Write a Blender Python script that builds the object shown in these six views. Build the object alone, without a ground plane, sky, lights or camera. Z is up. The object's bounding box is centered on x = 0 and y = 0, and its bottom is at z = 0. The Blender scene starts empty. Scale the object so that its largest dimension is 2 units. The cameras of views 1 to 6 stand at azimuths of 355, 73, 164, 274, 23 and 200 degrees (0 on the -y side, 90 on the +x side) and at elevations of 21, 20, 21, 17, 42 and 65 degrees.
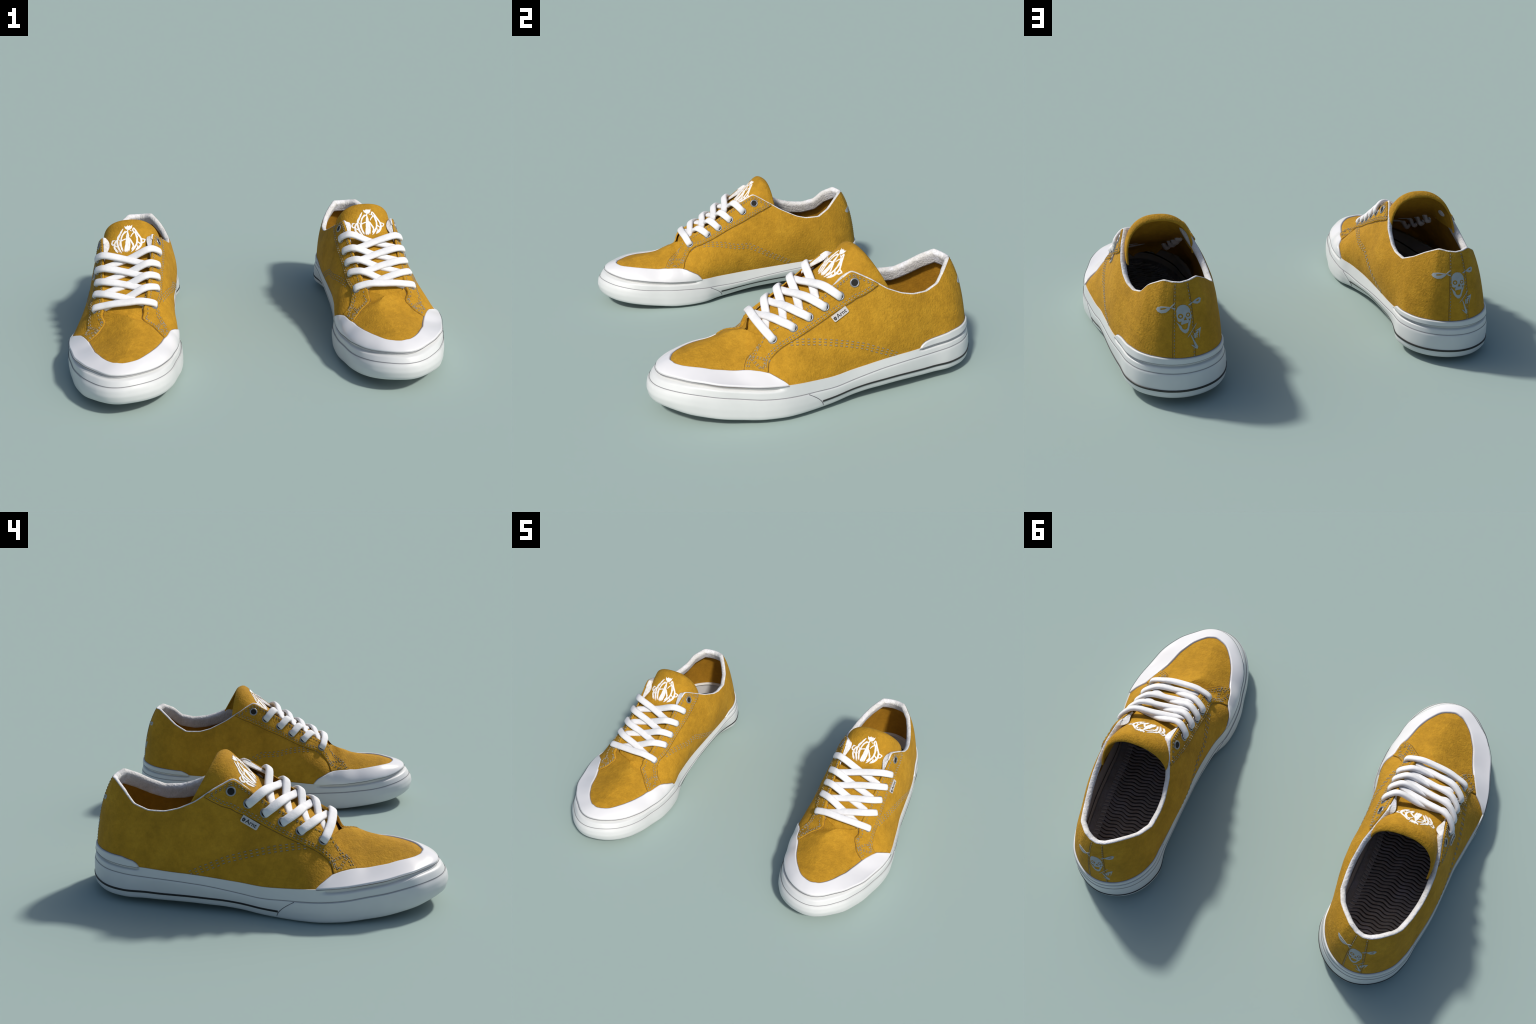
"""A pair of mustard canvas low-top sneakers with white rubber soles.

Each shoe is described in its own frame (metres): x to the outer (lateral)
side, toe towards -y, z up.  A table of stations round the sole gives the plan
outline, the heights of the sole lines and the top edge of the upper; ribs
(cubic curves) span from the sole to the top edge.  Overlays, stitches, laces
and prints are placed on that surface.  The other shoe is the mirror image.
"""
import bpy, bmesh, math, random
import numpy as np
from mathutils import Vector
from mathutils.bvhtree import BVHTree

# ------------------------------------------------------------------ stations
# x, y of the sole outline | sole bottom, sole line, sole top heights |
# top of rib x,y,z | bulge of the two rib handles: outward, up, outward, up
STATIONS = np.array([
(.040, -.791, .080, .163, .206, .010, -.600, .254, .030, .006, .010, 0),
(.096, -.780, .080, .163, .206, .012, -.595, .255, .031, .008, .010, 0),
(.146, -.752, .080, .163, .208, .010, -.590, .256, .030, .004, .010, 0),
(.193, -.706, .072, .161, .209, .008, -.580, .260, .030, -.002, .010, 0),
(.233, -.655, .063, .160, .209, .005, -.560, .265, .030, -.004, .010, 0),
(.265, -.585, .051, .152, .207, -.005, -.530, .268, .027, -.008, .010, 0),
(.294, -.510, .041, .143, .198, -.015, -.485, .274, .025, -.016, .010, 0),
(.317, -.430, .034, .134, .188, -.025, -.430, .287, .035, -.028, .010, 0),
(.341, -.340, .028, .123, .179, -.015, -.360, .313, .034, -.008, .022, .010),
(.350, -.280, .027, .119, .175, .025, -.315, .324, .006, -.002, .022, .010),
(.353, -.240, .026, .117, .172, .135, -.285, .332, -.012, 0, .020, .010),
(.348, -.165, .025, .113, .166, .143, -.190, .382, .020, .016, .030, .012),
(.336, -.085, .025, .110, .160, .148, -.100, .425, .028, .008, .022, .008),
(.321, .015, .030, .107, .156, .154, 0, .485, .032, 0, .020, .005),
(.307, .100, .040, .117, .163, .160, .080, .540, .032, 0, .015, 0),
(.301, .180, .048, .130, .171, .164, .150, .588, .032, 0, .012, 0),
(.296, .250, .050, .140, .178, .190, .237, .541, .032, 0, .015, 0),
(.290, .330, .053, .147, .184, .203, .310, .490, .028, 0, .018, .005),
(.281, .410, .052, .151, .186, .204, .384, .456, .020, 0, .018, .008),
(.270, .470, .050, .151, .187, .197, .447, .438, .014, 0, .016, .010),
(.257, .530, .050, .150, .188, .179, .523, .433, .010, 0, .015, .012),
(.235, .640, .046, .153, .190, .154, .594, .453, .010, 0, .014, .012),
(.198, .718, .046, .155, .194, .126, .640, .500, .012, 0, .018, .012),
(.140, .774, .047, .156, .196, .070, .695, .536, .014, 0, .025, .015),
(.080, .806, .047, .156, .197, .035, .713, .530, .018, 0, .029, .015),
(.020, .818, .047, .156, .197, 0, .720, .527, .018, 0, .029, .015),
(-.060, .804, .046, .154, .195, -.038, .711, .530, .018, 0, .029, .015),
(-.125, .766, .045, .152, .192, -.075, .690, .536, .014, 0, .025, .015),
(-.175, .705, .045, .150, .188, -.120, .635, .500, .012, 0, .018, .012),
(-.203, .630, .048, .148, .184, -.150, .590, .466, .012, 0, .014, .012),
(-.201, .500, .050, .142, .172, -.176, .520, .431, .021, 0, .020, .012),
(-.201, .410, .052, .136, .168, -.181, .437, .434, .036, 0, .032, .010),
(-.198, .310, .051, .128, .164, -.180, .378, .452, .049, 0, .045, .008),
(-.196, .210, .047, .118, .160, -.166, .285, .500, .060, 0, .052, .005),
(-.195, .110, .041, .106, .156, -.128, .180, .568, .072, 0, .050, 0),
(-.197, .040, .036, .098, .154, -.113, .135, .594, .076, 0, .045, 0),
(-.203, -.037, .030, .094, .152, -.106, .050, .546, .080, 0, .045, 0),
(-.214, -.120, .026, .096, .151, -.096, -.050, .484, .076, .005, .040, .010),
(-.233, -.190, .021, .100, .152, -.085, -.150, .425, .060, .015, .035, .012),
(-.240, -.270, .018, .106, .153, -.062, -.282, .342, .072, .024, .030, .008),
(-.240, -.330, .018, .110, .156, .025, -.315, .324, .078, .038, .022, .010),
(-.234, -.395, .020, .113, .159, -.020, -.370, .310, .064, .022, .022, .010),
(-.220, -.460, .026, .117, .164, -.025, -.430, .287, .047, .003, .010, 0),
(-.197, -.577, .042, .128, .180, -.010, -.520, .269, .045, .013, .010, 0),
(-.170, -.652, .053, .140, .185, 0, -.560, .263, .037, .019, .010, 0),
(-.123, -.722, .066, .153, .195, .005, -.585, .257, .035, .014, .010, 0),
(-.058, -.769, .076, .162, .203, .008, -.597, .255, .030, .005, .010, 0),
(-.008, -.786, .080, .163, .205, .010, -.600, .254, .030, .003, .010, 0),
])
THROAT_ROW_LAT = 9      # station whose rib reaches the middle of the throat front
THROAT_ROW_MED = 40

def smoothstep(a, b, x):
    k = np.clip((np.asarray(x, float) - a) / (b - a), 0, 1)
    return k * k * (3 - 2 * k)

def loop_smooth(a, n):
    for _ in range(n):
        a = (np.roll(a, 1, 0) + 2 * a + np.roll(a, -1, 0)) / 4
    return a

def catmull_loop(ts, vals, t, L):
    n = len(ts)
    te = np.concatenate([[ts[-1] - L], ts, [L, L + ts[1]]])
    ve = np.concatenate([vals[-1:], vals, vals[:2]])
    m = np.zeros_like(ve)
    h = np.diff(te)[:, None]
    d = np.diff(ve, axis=0) / h
    m[1:-1] = (d[:-1] * h[1:] + d[1:] * h[:-1]) / (h[:-1] + h[1:])
    i = np.clip(np.searchsorted(te, t, side='right') - 1, 1, n)
    hh = te[i + 1] - te[i]
    s = ((t - te[i]) / hh)[:, None]
    hh = hh[:, None]
    return ((2*s**3 - 3*s**2 + 1) * ve[i] + (s**3 - 2*s**2 + s) * hh * m[i]
            + (-2*s**3 + 3*s**2) * ve[i+1] + (s**3 - s**2) * hh * m[i+1])

def linear_loop(ts, vals, t, L):
    te = np.concatenate([ts, [L]])
    ve = np.concatenate([vals, vals[:1]])
    return np.stack([np.interp(t, te, ve[:, k]) for k in range(ve.shape[1])], 1)

class Last:
    """The surface of the upper S(t, v): t runs round the sole (0 toe, 0.5 heel), v up the rib."""
    def __init__(s, N=1440):
        R = STATIONS
        seg = np.linalg.norm(np.roll(R[:, :2], -1, 0) - R[:, :2], axis=1)
        ts = np.concatenate([[0], np.cumsum(seg)])
        L = ts[-1]; ts = ts[:-1]
        s.N = N
        t = np.arange(N) * L / N
        sm = catmull_loop(ts, R[:, :5], t, L)
        s.out = sm[:, :2]
        s.zb, s.zl, s.zf = loop_smooth(sm[:, 2:5], 96).T
        top = loop_smooth(linear_loop(ts, R[:, 5:8], t, L), 24)
        ef = loop_smooth(linear_loop(ts, R[:, 8:12], t, L), 190)
        tan = np.roll(s.out, -1, 0) - np.roll(s.out, 1, 0)
        tan /= np.linalg.norm(tan, axis=1)[:, None]
        nrm = np.stack([-tan[:, 1], tan[:, 0]], 1)
        if (nrm * (s.out - s.out.mean(0))).sum() < 0:
            nrm = -nrm
        nrm = loop_smooth(nrm, 64)
        s.nrm = nrm / np.linalg.norm(nrm, axis=1)[:, None]
        s.toe = smoothstep(-.5, -.75, s.out[:, 1])
        y = s.out[:, 1]      # the sole narrows downwards at the waist
        s.taper = smoothstep(-.30, .16, y) * smoothstep(.62, .40, y) * np.where(s.out[:, 0] > .03, .013, .042)
        s.tl = ts[THROAT_ROW_LAT] / L
        s.tm = 1 - ts[THROAT_ROW_MED] / L
        # over the vamp both sides meet on one ridge
        f = np.arange(N) / N
        taus = np.linspace(0, 1, 200)
        col = lambda a, ff: np.stack([np.interp(ff % 1 * N, np.arange(N + 1), np.append(a[:, k], a[0, k])) for k in range(a.shape[1])], 1)
        ridge = .5 * (col(top, taus * s.tl) + col(top, 1 - taus * s.tm))
        for i in range(N):
            tau = f[i] / s.tl if f[i] <= s.tl else ((1 - f[i]) / s.tm if 1 - f[i] <= s.tm else None)
            if tau is not None:
                w = float(smoothstep(1, .92, tau))
                top[i] = top[i] * (1 - w) + w * np.array([np.interp(tau, taus, ridge[:, k]) for k in range(3)])
        B = s.ring(.016 + .034 * s.toe, s.zf)
        n3 = np.column_stack([s.nrm, np.zeros(N)])
        up = np.array([0, 0, 1.])
        P1 = B + (top - B) / 3 + n3 * ef[:, 0:1] + up * ef[:, 1:2]
        P2 = top + (B - top) / 3 + n3 * ef[:, 2:3] + up * ef[:, 3:4]
        # handles run straight through the ridge so that both sides join smoothly
        def sample(arr, ff):
            x = (ff % 1) * N
            return np.stack([np.interp(x, np.arange(N + 1), np.append(arr[:, k], arr[0, k])) for k in range(3)], 1)
        hl, hm = sample(P2, taus * s.tl) - ridge, sample(P2, 1 - taus * s.tm) - ridge
        ll, lm = np.linalg.norm(hl, axis=1)[:, None], np.linalg.norm(hm, axis=1)[:, None]
        d = hl / ll - hm / lm
        d /= np.linalg.norm(d, axis=1)[:, None] + 1e-9
        k = (smoothstep(.1, .6, taus) * smoothstep(1, .82, taus))[:, None]
        hl, hm = hl * (1 - k) + d * ll * k * .55, hm * (1 - k) - d * lm * k * .55
        for i in range(N):
            for tau, h in ((f[i] / s.tl, hl), ((1 - f[i]) / s.tm, hm)):
                if tau <= 1:
                    P2[i] = top[i] + [np.interp(tau, taus, h[:, c]) for c in range(3)]
        s.B, s.P1, s.P2, s.T = B, P1, P2, top

    def ring(s, inset, z):
        inset = np.broadcast_to(inset, (s.N,))
        return np.column_stack([s.out - s.nrm * inset[:, None], np.broadcast_to(z, (s.N,))])

    def at(s, arr, t):
        x = (np.asarray(t, float) % 1.0) * s.N
        i = np.floor(x).astype(int)
        w = x - i
        if arr.ndim > 1:
            w = w[..., None]
        return arr[i % s.N] * (1 - w) + arr[(i + 1) % s.N] * w

    def S(s, t, v):
        t, v = np.broadcast_arrays(np.asarray(t, float), np.asarray(v, float))
        B, P1, P2, T = s.at(s.B, t), s.at(s.P1, t), s.at(s.P2, t), s.at(s.T, t)
        v = v[..., None]
        return (1-v)**3*B + 3*(1-v)**2*v*P1 + 3*(1-v)*v*v*P2 + v**3*T

    def normal(s, t, v):
        e = 2.5e-3
        vv = np.clip(v, .004, .985)
        a = s.S(t + e, vv) - s.S(t - e, vv)
        b = s.S(t, np.minimum(vv + .012, 1)) - s.S(t, vv - .004)
        n = np.cross(a, b)
        n /= np.linalg.norm(n, axis=-1, keepdims=True) + 1e-12
        t_ = np.asarray(t) % 1
        vamp = ((t_ < s.tl) | (t_ > 1 - s.tm)) & (np.asarray(v) > .5)
        n = np.where((vamp & (n[..., 2] * s.flip < 0))[..., None], -n, n)
        return n * s.flip

    flip = 1.0

    def O(s, t, v, off):
        """point at a distance off from the surface"""
        off = np.asarray(off, float)
        return s.S(t, v) + s.normal(t, v) * off[..., None]

LAST = Last()
if LAST.normal(np.array([.3]), np.array([.4]))[0][0] < 0:      # normals point outwards
    LAST.flip = -1.0

# ------------------------------------------------------------------ materials
def new_mat(name):
    m = bpy.data.materials.new(name)
    m.use_nodes = True
    nt = m.node_tree
    for n in list(nt.nodes):
        if n.type not in {'BSDF_PRINCIPLED', 'OUTPUT_MATERIAL'}:
            nt.nodes.remove(n)
    b = next(n for n in nt.nodes if n.type == 'BSDF_PRINCIPLED')
    return m, nt, b

def noise(nt, vec, scale, detail=4, rough=.55):
    n = nt.nodes.new('ShaderNodeTexNoise')
    n.inputs['Scale'].default_value = scale
    n.inputs['Detail'].default_value = detail
    n.inputs['Roughness'].default_value = rough
    nt.links.new(vec, n.inputs['Vector'])
    return n.outputs['Fac']

def ramp(nt, fac, stops):
    r = nt.nodes.new('ShaderNodeValToRGB')
    e = r.color_ramp.elements
    while len(e) < len(stops):
        e.new(.5)
    for k, (p, c) in enumerate(stops):
        e[k].position = p
        e[k].color = (*c, 1)
    nt.links.new(fac, r.inputs['Fac'])
    return r.outputs['Color']

def bump(nt, b, fac, strength, dist, prev=None):
    n = nt.nodes.new('ShaderNodeBump')
    n.inputs['Strength'].default_value = strength
    n.inputs['Distance'].default_value = dist
    nt.links.new(fac, n.inputs['Height'])
    if prev is not None:
        nt.links.new(prev, n.inputs['Normal'])
    nt.links.new(n.outputs['Normal'], b.inputs['Normal'])
    return n.outputs['Normal']

def obj_coord(nt):
    return nt.nodes.new('ShaderNodeTexCoord').outputs['Object']

def mul(nt, a, b_):
    n = nt.nodes.new('ShaderNodeMix')
    n.data_type = 'RGBA'; n.blend_type = 'MULTIPLY'
    n.inputs[0].default_value = 1
    nt.links.new(a, n.inputs[6]); nt.links.new(b_, n.inputs[7])
    return n.outputs[2]

def canvas_material(name, base, grain=1.0):
    m, nt, b = new_mat(name)
    co = obj_coord(nt)
    cloud = noise(nt, co, 9, 5, .6)
    c = np.array(base)
    col = ramp(nt, cloud, [(.3, tuple(c * .84)), (.5, tuple(c)), (.72, tuple(np.minimum(c * np.array([1.12, 1.15, 1.3]), 1)))])
    fine = noise(nt, co, 170, 3, .6)
    fcol = ramp(nt, fine, [(.3, (.9, .89, .86)), (.7, (1.04, 1.04, 1.04))])
    mcol = ramp(nt, noise(nt, co, 38, 4, .65), [(.32, (.88, .875, .86)), (.68, (1.06, 1.065, 1.07))])
    nt.links.new(mul(nt, mul(nt, col, fcol), mcol), b.inputs['Base Color'])
    b.inputs['Roughness'].default_value = .88
    b.inputs['Specular IOR Level'].default_value = .2
    n1 = bump(nt, b, noise(nt, co, 95, 3, .6), .8 * grain, .0045)
    bump(nt, b, noise(nt, co, 420, 2, .5), .3 * grain, .0015, n1)
    return m

def rubber_material(name, base, rough, grain=.15):
    m, nt, b = new_mat(name)
    co = obj_coord(nt)
    f = noise(nt, co, 14, 4, .6)
    c = np.array(base)
    nt.links.new(ramp(nt, f, [(.3, tuple(c * .965)), (.7, tuple(c))]), b.inputs['Base Color'])
    b.inputs['Roughness'].default_value = rough
    bump(nt, b, noise(nt, co, 240, 2, .5), grain, .001)
    return m

def plain_material(name, base, rough=.6, metallic=0.0):
    m, nt, b = new_mat(name)
    co = obj_coord(nt)
    c = np.array(base)
    nt.links.new(ramp(nt, noise(nt, co, 60, 3), [(.3, tuple(c * .9)), (.7, tuple(c))]), b.inputs['Base Color'])
    b.inputs['Roughness'].default_value = rough
    b.inputs['Metallic'].default_value = metallic
    return m

def lace_material():
    m, nt, b = new_mat('woven_lace_cotton')
    co = obj_coord(nt)
    nt.links.new(ramp(nt, noise(nt, co, 40, 4), [(.3, (.72, .72, .725)), (.7, (.78, .78, .785))]), b.inputs['Base Color'])
    b.inputs['Roughness'].default_value = .8
    n1 = bump(nt, b, noise(nt, co, 90, 3), .3, .003)
    bump(nt, b, noise(nt, co, 330, 2), .35, .0015, n1)
    return m

ORANGE = (.465, .245, .017)
MAT = dict(
    canvas=canvas_material('mustard_canvas', ORANGE),
    overlay=canvas_material('mustard_canvas_overlay', ORANGE, 1.4),
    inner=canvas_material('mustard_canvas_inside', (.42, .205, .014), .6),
    lining=canvas_material('white_collar_lining', (.74, .735, .73), 1.3),
    rubber=rubber_material('white_rubber', (.66, .675, .67), .42),
    cap=rubber_material('glossy_white_rubber', (.74, .74, .75), .2, .06),
    sole_inside=rubber_material('white_rubber_inside', (.62, .61, .60), .6),
    outsole=rubber_material('outsole_rubber', (.62, .62, .61), .6),
    black=plain_material('black_rubber_stripe', (.018, .018, .018), .5),
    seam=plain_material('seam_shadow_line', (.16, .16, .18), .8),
    seam_pale=plain_material('pale_seam_line', (.36, .36, .38), .7),
    seam_brown=plain_material('stitched_seam_groove', (.20, .11, .015), .9),
    thread=plain_material('grey_beige_thread', (.33, .295, .205), .75),
    dent=plain_material('stitch_dent_shade', (.27, .135, .012), .95),  # dark brown quads paint a small shadow beneath every stitch
    lace=lace_material(),
    metal=plain_material('dull_eyelet_metal', (.30, .31, .33), .42, .6),
    hole=plain_material('eyelet_hole', (.012, .011, .010), .9),
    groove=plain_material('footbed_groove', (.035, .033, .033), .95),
    insole=canvas_material('charcoal_footbed', (.37, .375, .40), 1.0),  # grey lightened to make up for dim, orange-bounced light inside the shoe
    print_white=plain_material('white_screen_print', (.88, .87, .84), .75),
    print_grey=plain_material('pale_grey_screen_print', (.37, .395, .405), .8),
    label=plain_material('pale_woven_label', (.54, .52, .51), .6),
    ink=plain_material('dark_label_ink', (.03, .03, .03), .7),
)

# ------------------------------------------------------------------ mesh helpers
class Shoe:
    def __init__(s, name, mirror, location, rotation):
        s.mirror = mirror
        s.root = bpy.data.objects.new(name, None)
        s.root.empty_display_size = .1
        s.root.location = location
        s.root.rotation_euler = rotation
        bpy.context.scene.collection.objects.link(s.root)

    def mesh(s, name, verts, faces, mat, parent=None, smooth=True, merge=0, recalc=True, stuff=False, sharp=None):
        V = np.array(verts, float).reshape(-1, 3)
        if s.mirror:
            V = V * [-1, 1, 1]
            faces = [tuple(reversed(f)) for f in faces]
        me = bpy.data.meshes.new(name)
        me.from_pydata(V.tolist(), [], [tuple(int(i) for i in f) for f in faces])
        if merge or recalc:
            bm = bmesh.new(); bm.from_mesh(me)
            if merge:
                bmesh.ops.remove_doubles(bm, verts=bm.verts, dist=merge)
            if recalc:
                bmesh.ops.recalc_face_normals(bm, faces=bm.faces)
            bm.to_mesh(me); bm.free()
        me.materials.append(MAT[mat])
        if smooth:
            me.polygons.foreach_set('use_smooth', [True] * len(me.polygons))
            if sharp:
                me.set_sharp_from_angle(angle=math.radians(sharp))
        ob = bpy.data.objects.new(name, me)
        bpy.context.scene.collection.objects.link(ob)
        ob.parent = parent or s.root
        if stuff:
            ob['kind'] = 'stuff'
        return ob

def grid_faces(M, N, close_u=False, close_v=False, base=0):
    F = []
    for i in range(M if close_v else M - 1):
        for j in range(N if close_u else N - 1):
            a = i * N + j; b = i * N + (j + 1) % N
            c = ((i + 1) % M) * N + (j + 1) % N; d = ((i + 1) % M) * N + j
            F.append((base + a, base + b, base + c, base + d))
    return F

def bvh(verts, faces):
    return BVHTree.FromPolygons([tuple(v) for v in np.array(verts).reshape(-1, 3)], [tuple(f) for f in faces])

def spline(pts, n):
    """smooth open curve through control points (any dimension), n samples"""
    P = np.array(pts, float)
    d = np.concatenate([[0], np.cumsum(np.linalg.norm(np.diff(P, axis=0), axis=1))])
    m = np.zeros_like(P)
    h = np.diff(d)[:, None]; s = np.diff(P, axis=0) / h
    m[0], m[-1] = s[0], s[-1]
    if len(P) > 2:
        m[1:-1] = (s[:-1] * h[1:] + s[1:] * h[:-1]) / (h[:-1] + h[1:])
    x = np.linspace(0, d[-1], n)
    i = np.clip(np.searchsorted(d, x, side='right') - 1, 0, len(P) - 2)
    hh = (d[i + 1] - d[i])[:, None]; u = ((x - d[i])[:, None]) / hh
    return ((2*u**3-3*u**2+1)*P[i] + (u**3-2*u**2+u)*hh*m[i] + (-2*u**3+3*u**2)*P[i+1] + (u**3-u**2)*hh*m[i+1])

def resample(P, step):
    P = np.array(P)
    d = np.concatenate([[0], np.cumsum(np.linalg.norm(np.diff(P, axis=0), axis=1))])
    n = max(2, int(d[-1] / step))
    x = np.linspace(0, d[-1], n)
    return np.stack([np.interp(x, d, P[:, k]) for k in range(P.shape[1])], 1)

def knots(x, pts):
    a = np.array(pts, float)
    return np.interp(x, a[:, 0], a[:, 1])

# ------------------------------------------------------------------ feature lines on the upper, as (t, v)
CAP_LAT = [(0,.565),(.018,.56),(.03,.515),(.05,.46),(.075,.405),(.10,.355),(.118,.34),(.138,.315),(.151,.30),(.162,.28),(.172,.235),(.178,.17),(.184,.085),(.1885,0)]
CAP_MED = [(.809,0),(.8173,.13),(.825,.215),(.8316,.268),(.84,.305),(.852,.338),(.861,.35),(.871,.378),(.888,.405),(.907,.43),(.92,.445),(.94,.475),(.958,.515),(.975,.565),(.99,.572),(1,.565)]
EYE_LOW_LAT = [(.1712,.26),(.174,.345),(.178,.455),(.1825,.54),(.189,.60),(.197,.638),(.2045,.655),(.2125,.67),(.225,.69),(.2425,.712),(.2585,.725),(.276,.722),(.2895,.717),(.2963,.732),(.3025,.772),(.3085,.83),(.3145,.892),(.3235,.99)]
EYE_FRONT_LAT = [(.1438,.31),(.1485,.40),(.1535,.475),(.1618,.565),(.172,.705),(.178,.82),(.182,.93),(.185,1.0)]
EYE_LOW_MED = [(.707,.99),(.713,.92),(.7205,.845),(.7286,.797),(.739,.74),(.746,.728),(.755,.725),(.772,.727),(.787,.716),(.80,.705),(.808,.71),(.815,.735),(.8205,.715),(.8255,.63),(.8305,.53),(.834,.43),(.8365,.31)]
EYE_FRONT_MED = [(.8265,1.0),(.8285,.93),(.835,.84),(.8425,.755),(.850,.68),(.858,.585),(.862,.50),(.8645,.42),(.866,.35)]
QUARTER_LAT = [(.206,.65),(.225,.557),(.2445,.466),(.268,.345),(.289,.24),(.301,.187),(.3222,.09),(.333,.02)]
QUARTER_MED = [(.8065,.69),(.794,.60),(.779,.515),(.757,.41),(.7345,.352),(.718,.30),(.69,.19),(.668,.06)]
EYELETS_LAT = [(.182, -.236, .326), (.186, -.141, .368), (.186, -.065, .408), (.193, .009, .450), (.201, .079, .493), (.185, .157, .539)]
EYELETS_MED = [(-.119, -.258, .346), (-.127, -.151, .390), (-.132, -.085, .425), (-.135, -.016, .467), (-.143, .063, .511), (-.139, .135, .549)]

def cap_edge(t):
    return np.where(np.asarray(t) < .5, knots(t, CAP_LAT), knots(t, CAP_MED))

def upper_samples():
    K = 90
    tau = np.linspace(0, 1, K)
    a = tau * LAST.tl
    c = 1 - tau[::-1] * LAST.tm
    b = np.linspace(LAST.tl, 1 - LAST.tm, 360)[1:-1]
    return np.concatenate([a, b, c[:-1]])

class Builder:
    def __init__(s, shoe, heel_start):
        s.k = shoe
        s.heel_start = heel_start
        s.t = upper_samples()

    # ---- canvas body
    def upper(s):
        M = 44
        v = np.linspace(0, 1, M)
        tt, vv = np.meshgrid(s.t, v)
        outer = LAST.S(tt, vv)
        inner = LAST.O(tt, vv, np.full(tt.shape, -.005))
        N = len(s.t)
        F = grid_faces(M, N, close_u=True)
        s.k.mesh('upper', outer, F, 'canvas', merge=1e-5, recalc=False)
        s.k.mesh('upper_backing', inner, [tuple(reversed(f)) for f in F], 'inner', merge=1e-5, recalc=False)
        s.bvh = bvh(outer, F)

    # ---- collar lining
    def collar(s):
        t0, t1 = .283, .748
        t = np.linspace(t0, t1, 300)
        T = LAST.at(LAST.T, t)
        tan = np.gradient(T, axis=0); tan /= np.linalg.norm(tan, axis=1)[:, None]
        nrm = LAST.normal(t, np.full_like(t, .97))
        nrm = nrm - tan * (nrm * tan).sum(1)[:, None]
        nrm /= np.linalg.norm(nrm, axis=1)[:, None]
        up = np.cross(nrm, tan)
        up *= np.sign((up[:, 2]))[:, None]
        w = np.minimum(smoothstep(t0, .299, t), smoothstep(t1, .733, t))
        rows = []
        for o, h in [(-.001, -.002), (-.001, .003), (-.006, .0065), (-.018, .0055), (-.028, .0)]:
            rows.append(T + nrm * (o * (.35 + .65 * w))[:, None] + up * h)
        length = np.linalg.norm(LAST.at(LAST.T, t) - LAST.at(LAST.B, t), axis=1)
        for d in np.linspace(.012, .068, 7):
            v = 1 - d * (.25 + .75 * w) / length
            o = -.029 - .002 * np.sin(np.clip(d / .068, 0, 1) * math.pi)
            rows.append(LAST.S(t, v) + LAST.normal(t, v) * o)
        v = 1 - .072 * (.25 + .75 * w) / length
        rows.append(LAST.S(t, v) + LAST.normal(t, v) * -.008)
        P = np.array(rows)
        s.k.mesh('collar_lining', P, grid_faces(len(rows), len(t)), 'lining')
        # white facing of the throat edges beside the tongue
        for name, ta, tb in (('throat_facing', .258, .300), ('throat_facing', .728, .772)):
            t = np.linspace(ta, tb, 40)
            T = LAST.at(LAST.T, t)
            n = LAST.normal(t, np.full_like(t, .97))
            side = 1 if ta < .5 else -1
            uu = np.linspace(0, 1, 40) if ta < .5 else np.linspace(1, 0, 40)
            f = np.sin(math.pi * uu ** 1.5) ** 1.2
            w = .002 + .028 * f
            inn = np.array([-side, 0, -.15])
            a = T + n * -.004 + np.array([0, 0, .002])
            b = T + n * -.006 + inn * w[:, None] + np.array([0, 0, -.002])
            c = b + np.array([0, 0, -.006])
            d = a + np.array([0, 0, -.008])
            s.k.mesh(name, np.array([a, b, c, d]), grid_faces(4, 40, close_v=True), 'lining', sharp=50)

    # ---- patch laid over the upper between vlo(t) and vhi(t)
    def overlay(s, name, t, vlo, vhi, off, mat, nv=26, edge=.006, ends=True):
        u = np.linspace(0, 1, nv)[:, None]
        u = .5 - .5 * np.cos(u * math.pi)          # denser at the edges
        vv = vlo[None] + (vhi - vlo)[None] * u
        tt = np.broadcast_to(t[None], vv.shape)
        P0 = LAST.S(tt, vv)
        d0 = np.concatenate([np.zeros((1, len(t))), np.cumsum(np.linalg.norm(np.diff(P0, axis=0), axis=2), axis=0)])
        dist = np.minimum(d0, d0[-1:] - d0)
        if ends:
            dt = np.concatenate([[0], np.cumsum(np.linalg.norm(np.diff(P0[nv // 2], axis=0), axis=1))])
            dist = np.minimum(dist, np.minimum(dt, dt[-1] - dt)[None])
        q = np.clip(dist / edge, 0, 1)
        f = np.sqrt(1 - (1 - q) ** 2)
        o = off(tt, vv) if callable(off) else np.full(tt.shape, off)
        P = P0 + LAST.normal(tt, vv) * (-.0015 + (o + .0015) * f)[..., None]
        F = grid_faces(nv, len(t))
        ob = s.k.mesh(name, P, F, mat, sharp=55)
        return ob, P, F

    def ribbon(s, name, tv, width, off, mat, parent=None):
        P = resample(LAST.S(tv[:, 0], tv[:, 1]), .006)
        return s.strip(name, P, width, off, mat, s.bvh, parent)

    def strip(s, name, P, width, off, mat, tree, parent=None):
        """thin raised bead that follows a line on a surface"""
        tan = np.gradient(P, axis=0)
        rows = [[] for _ in range(5)]
        for p, g in zip(P, tan):
            loc, n, _, _ = tree.find_nearest(Vector(p))
            n = np.array(n); g = g / (np.linalg.norm(g) + 1e-9)
            b = np.cross(n, g); b /= np.linalg.norm(b) + 1e-9
            if np.dot(n, LASTCENTER_DIR(p)) < 0:
                n = -n
            for r, (x, h) in zip(rows, [(-1, -.6), (-.7, .6), (0, 1), (.7, .6), (1, -.6)]):
                r.append(np.array(loc) + b * x * width + n * (off * h))
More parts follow.
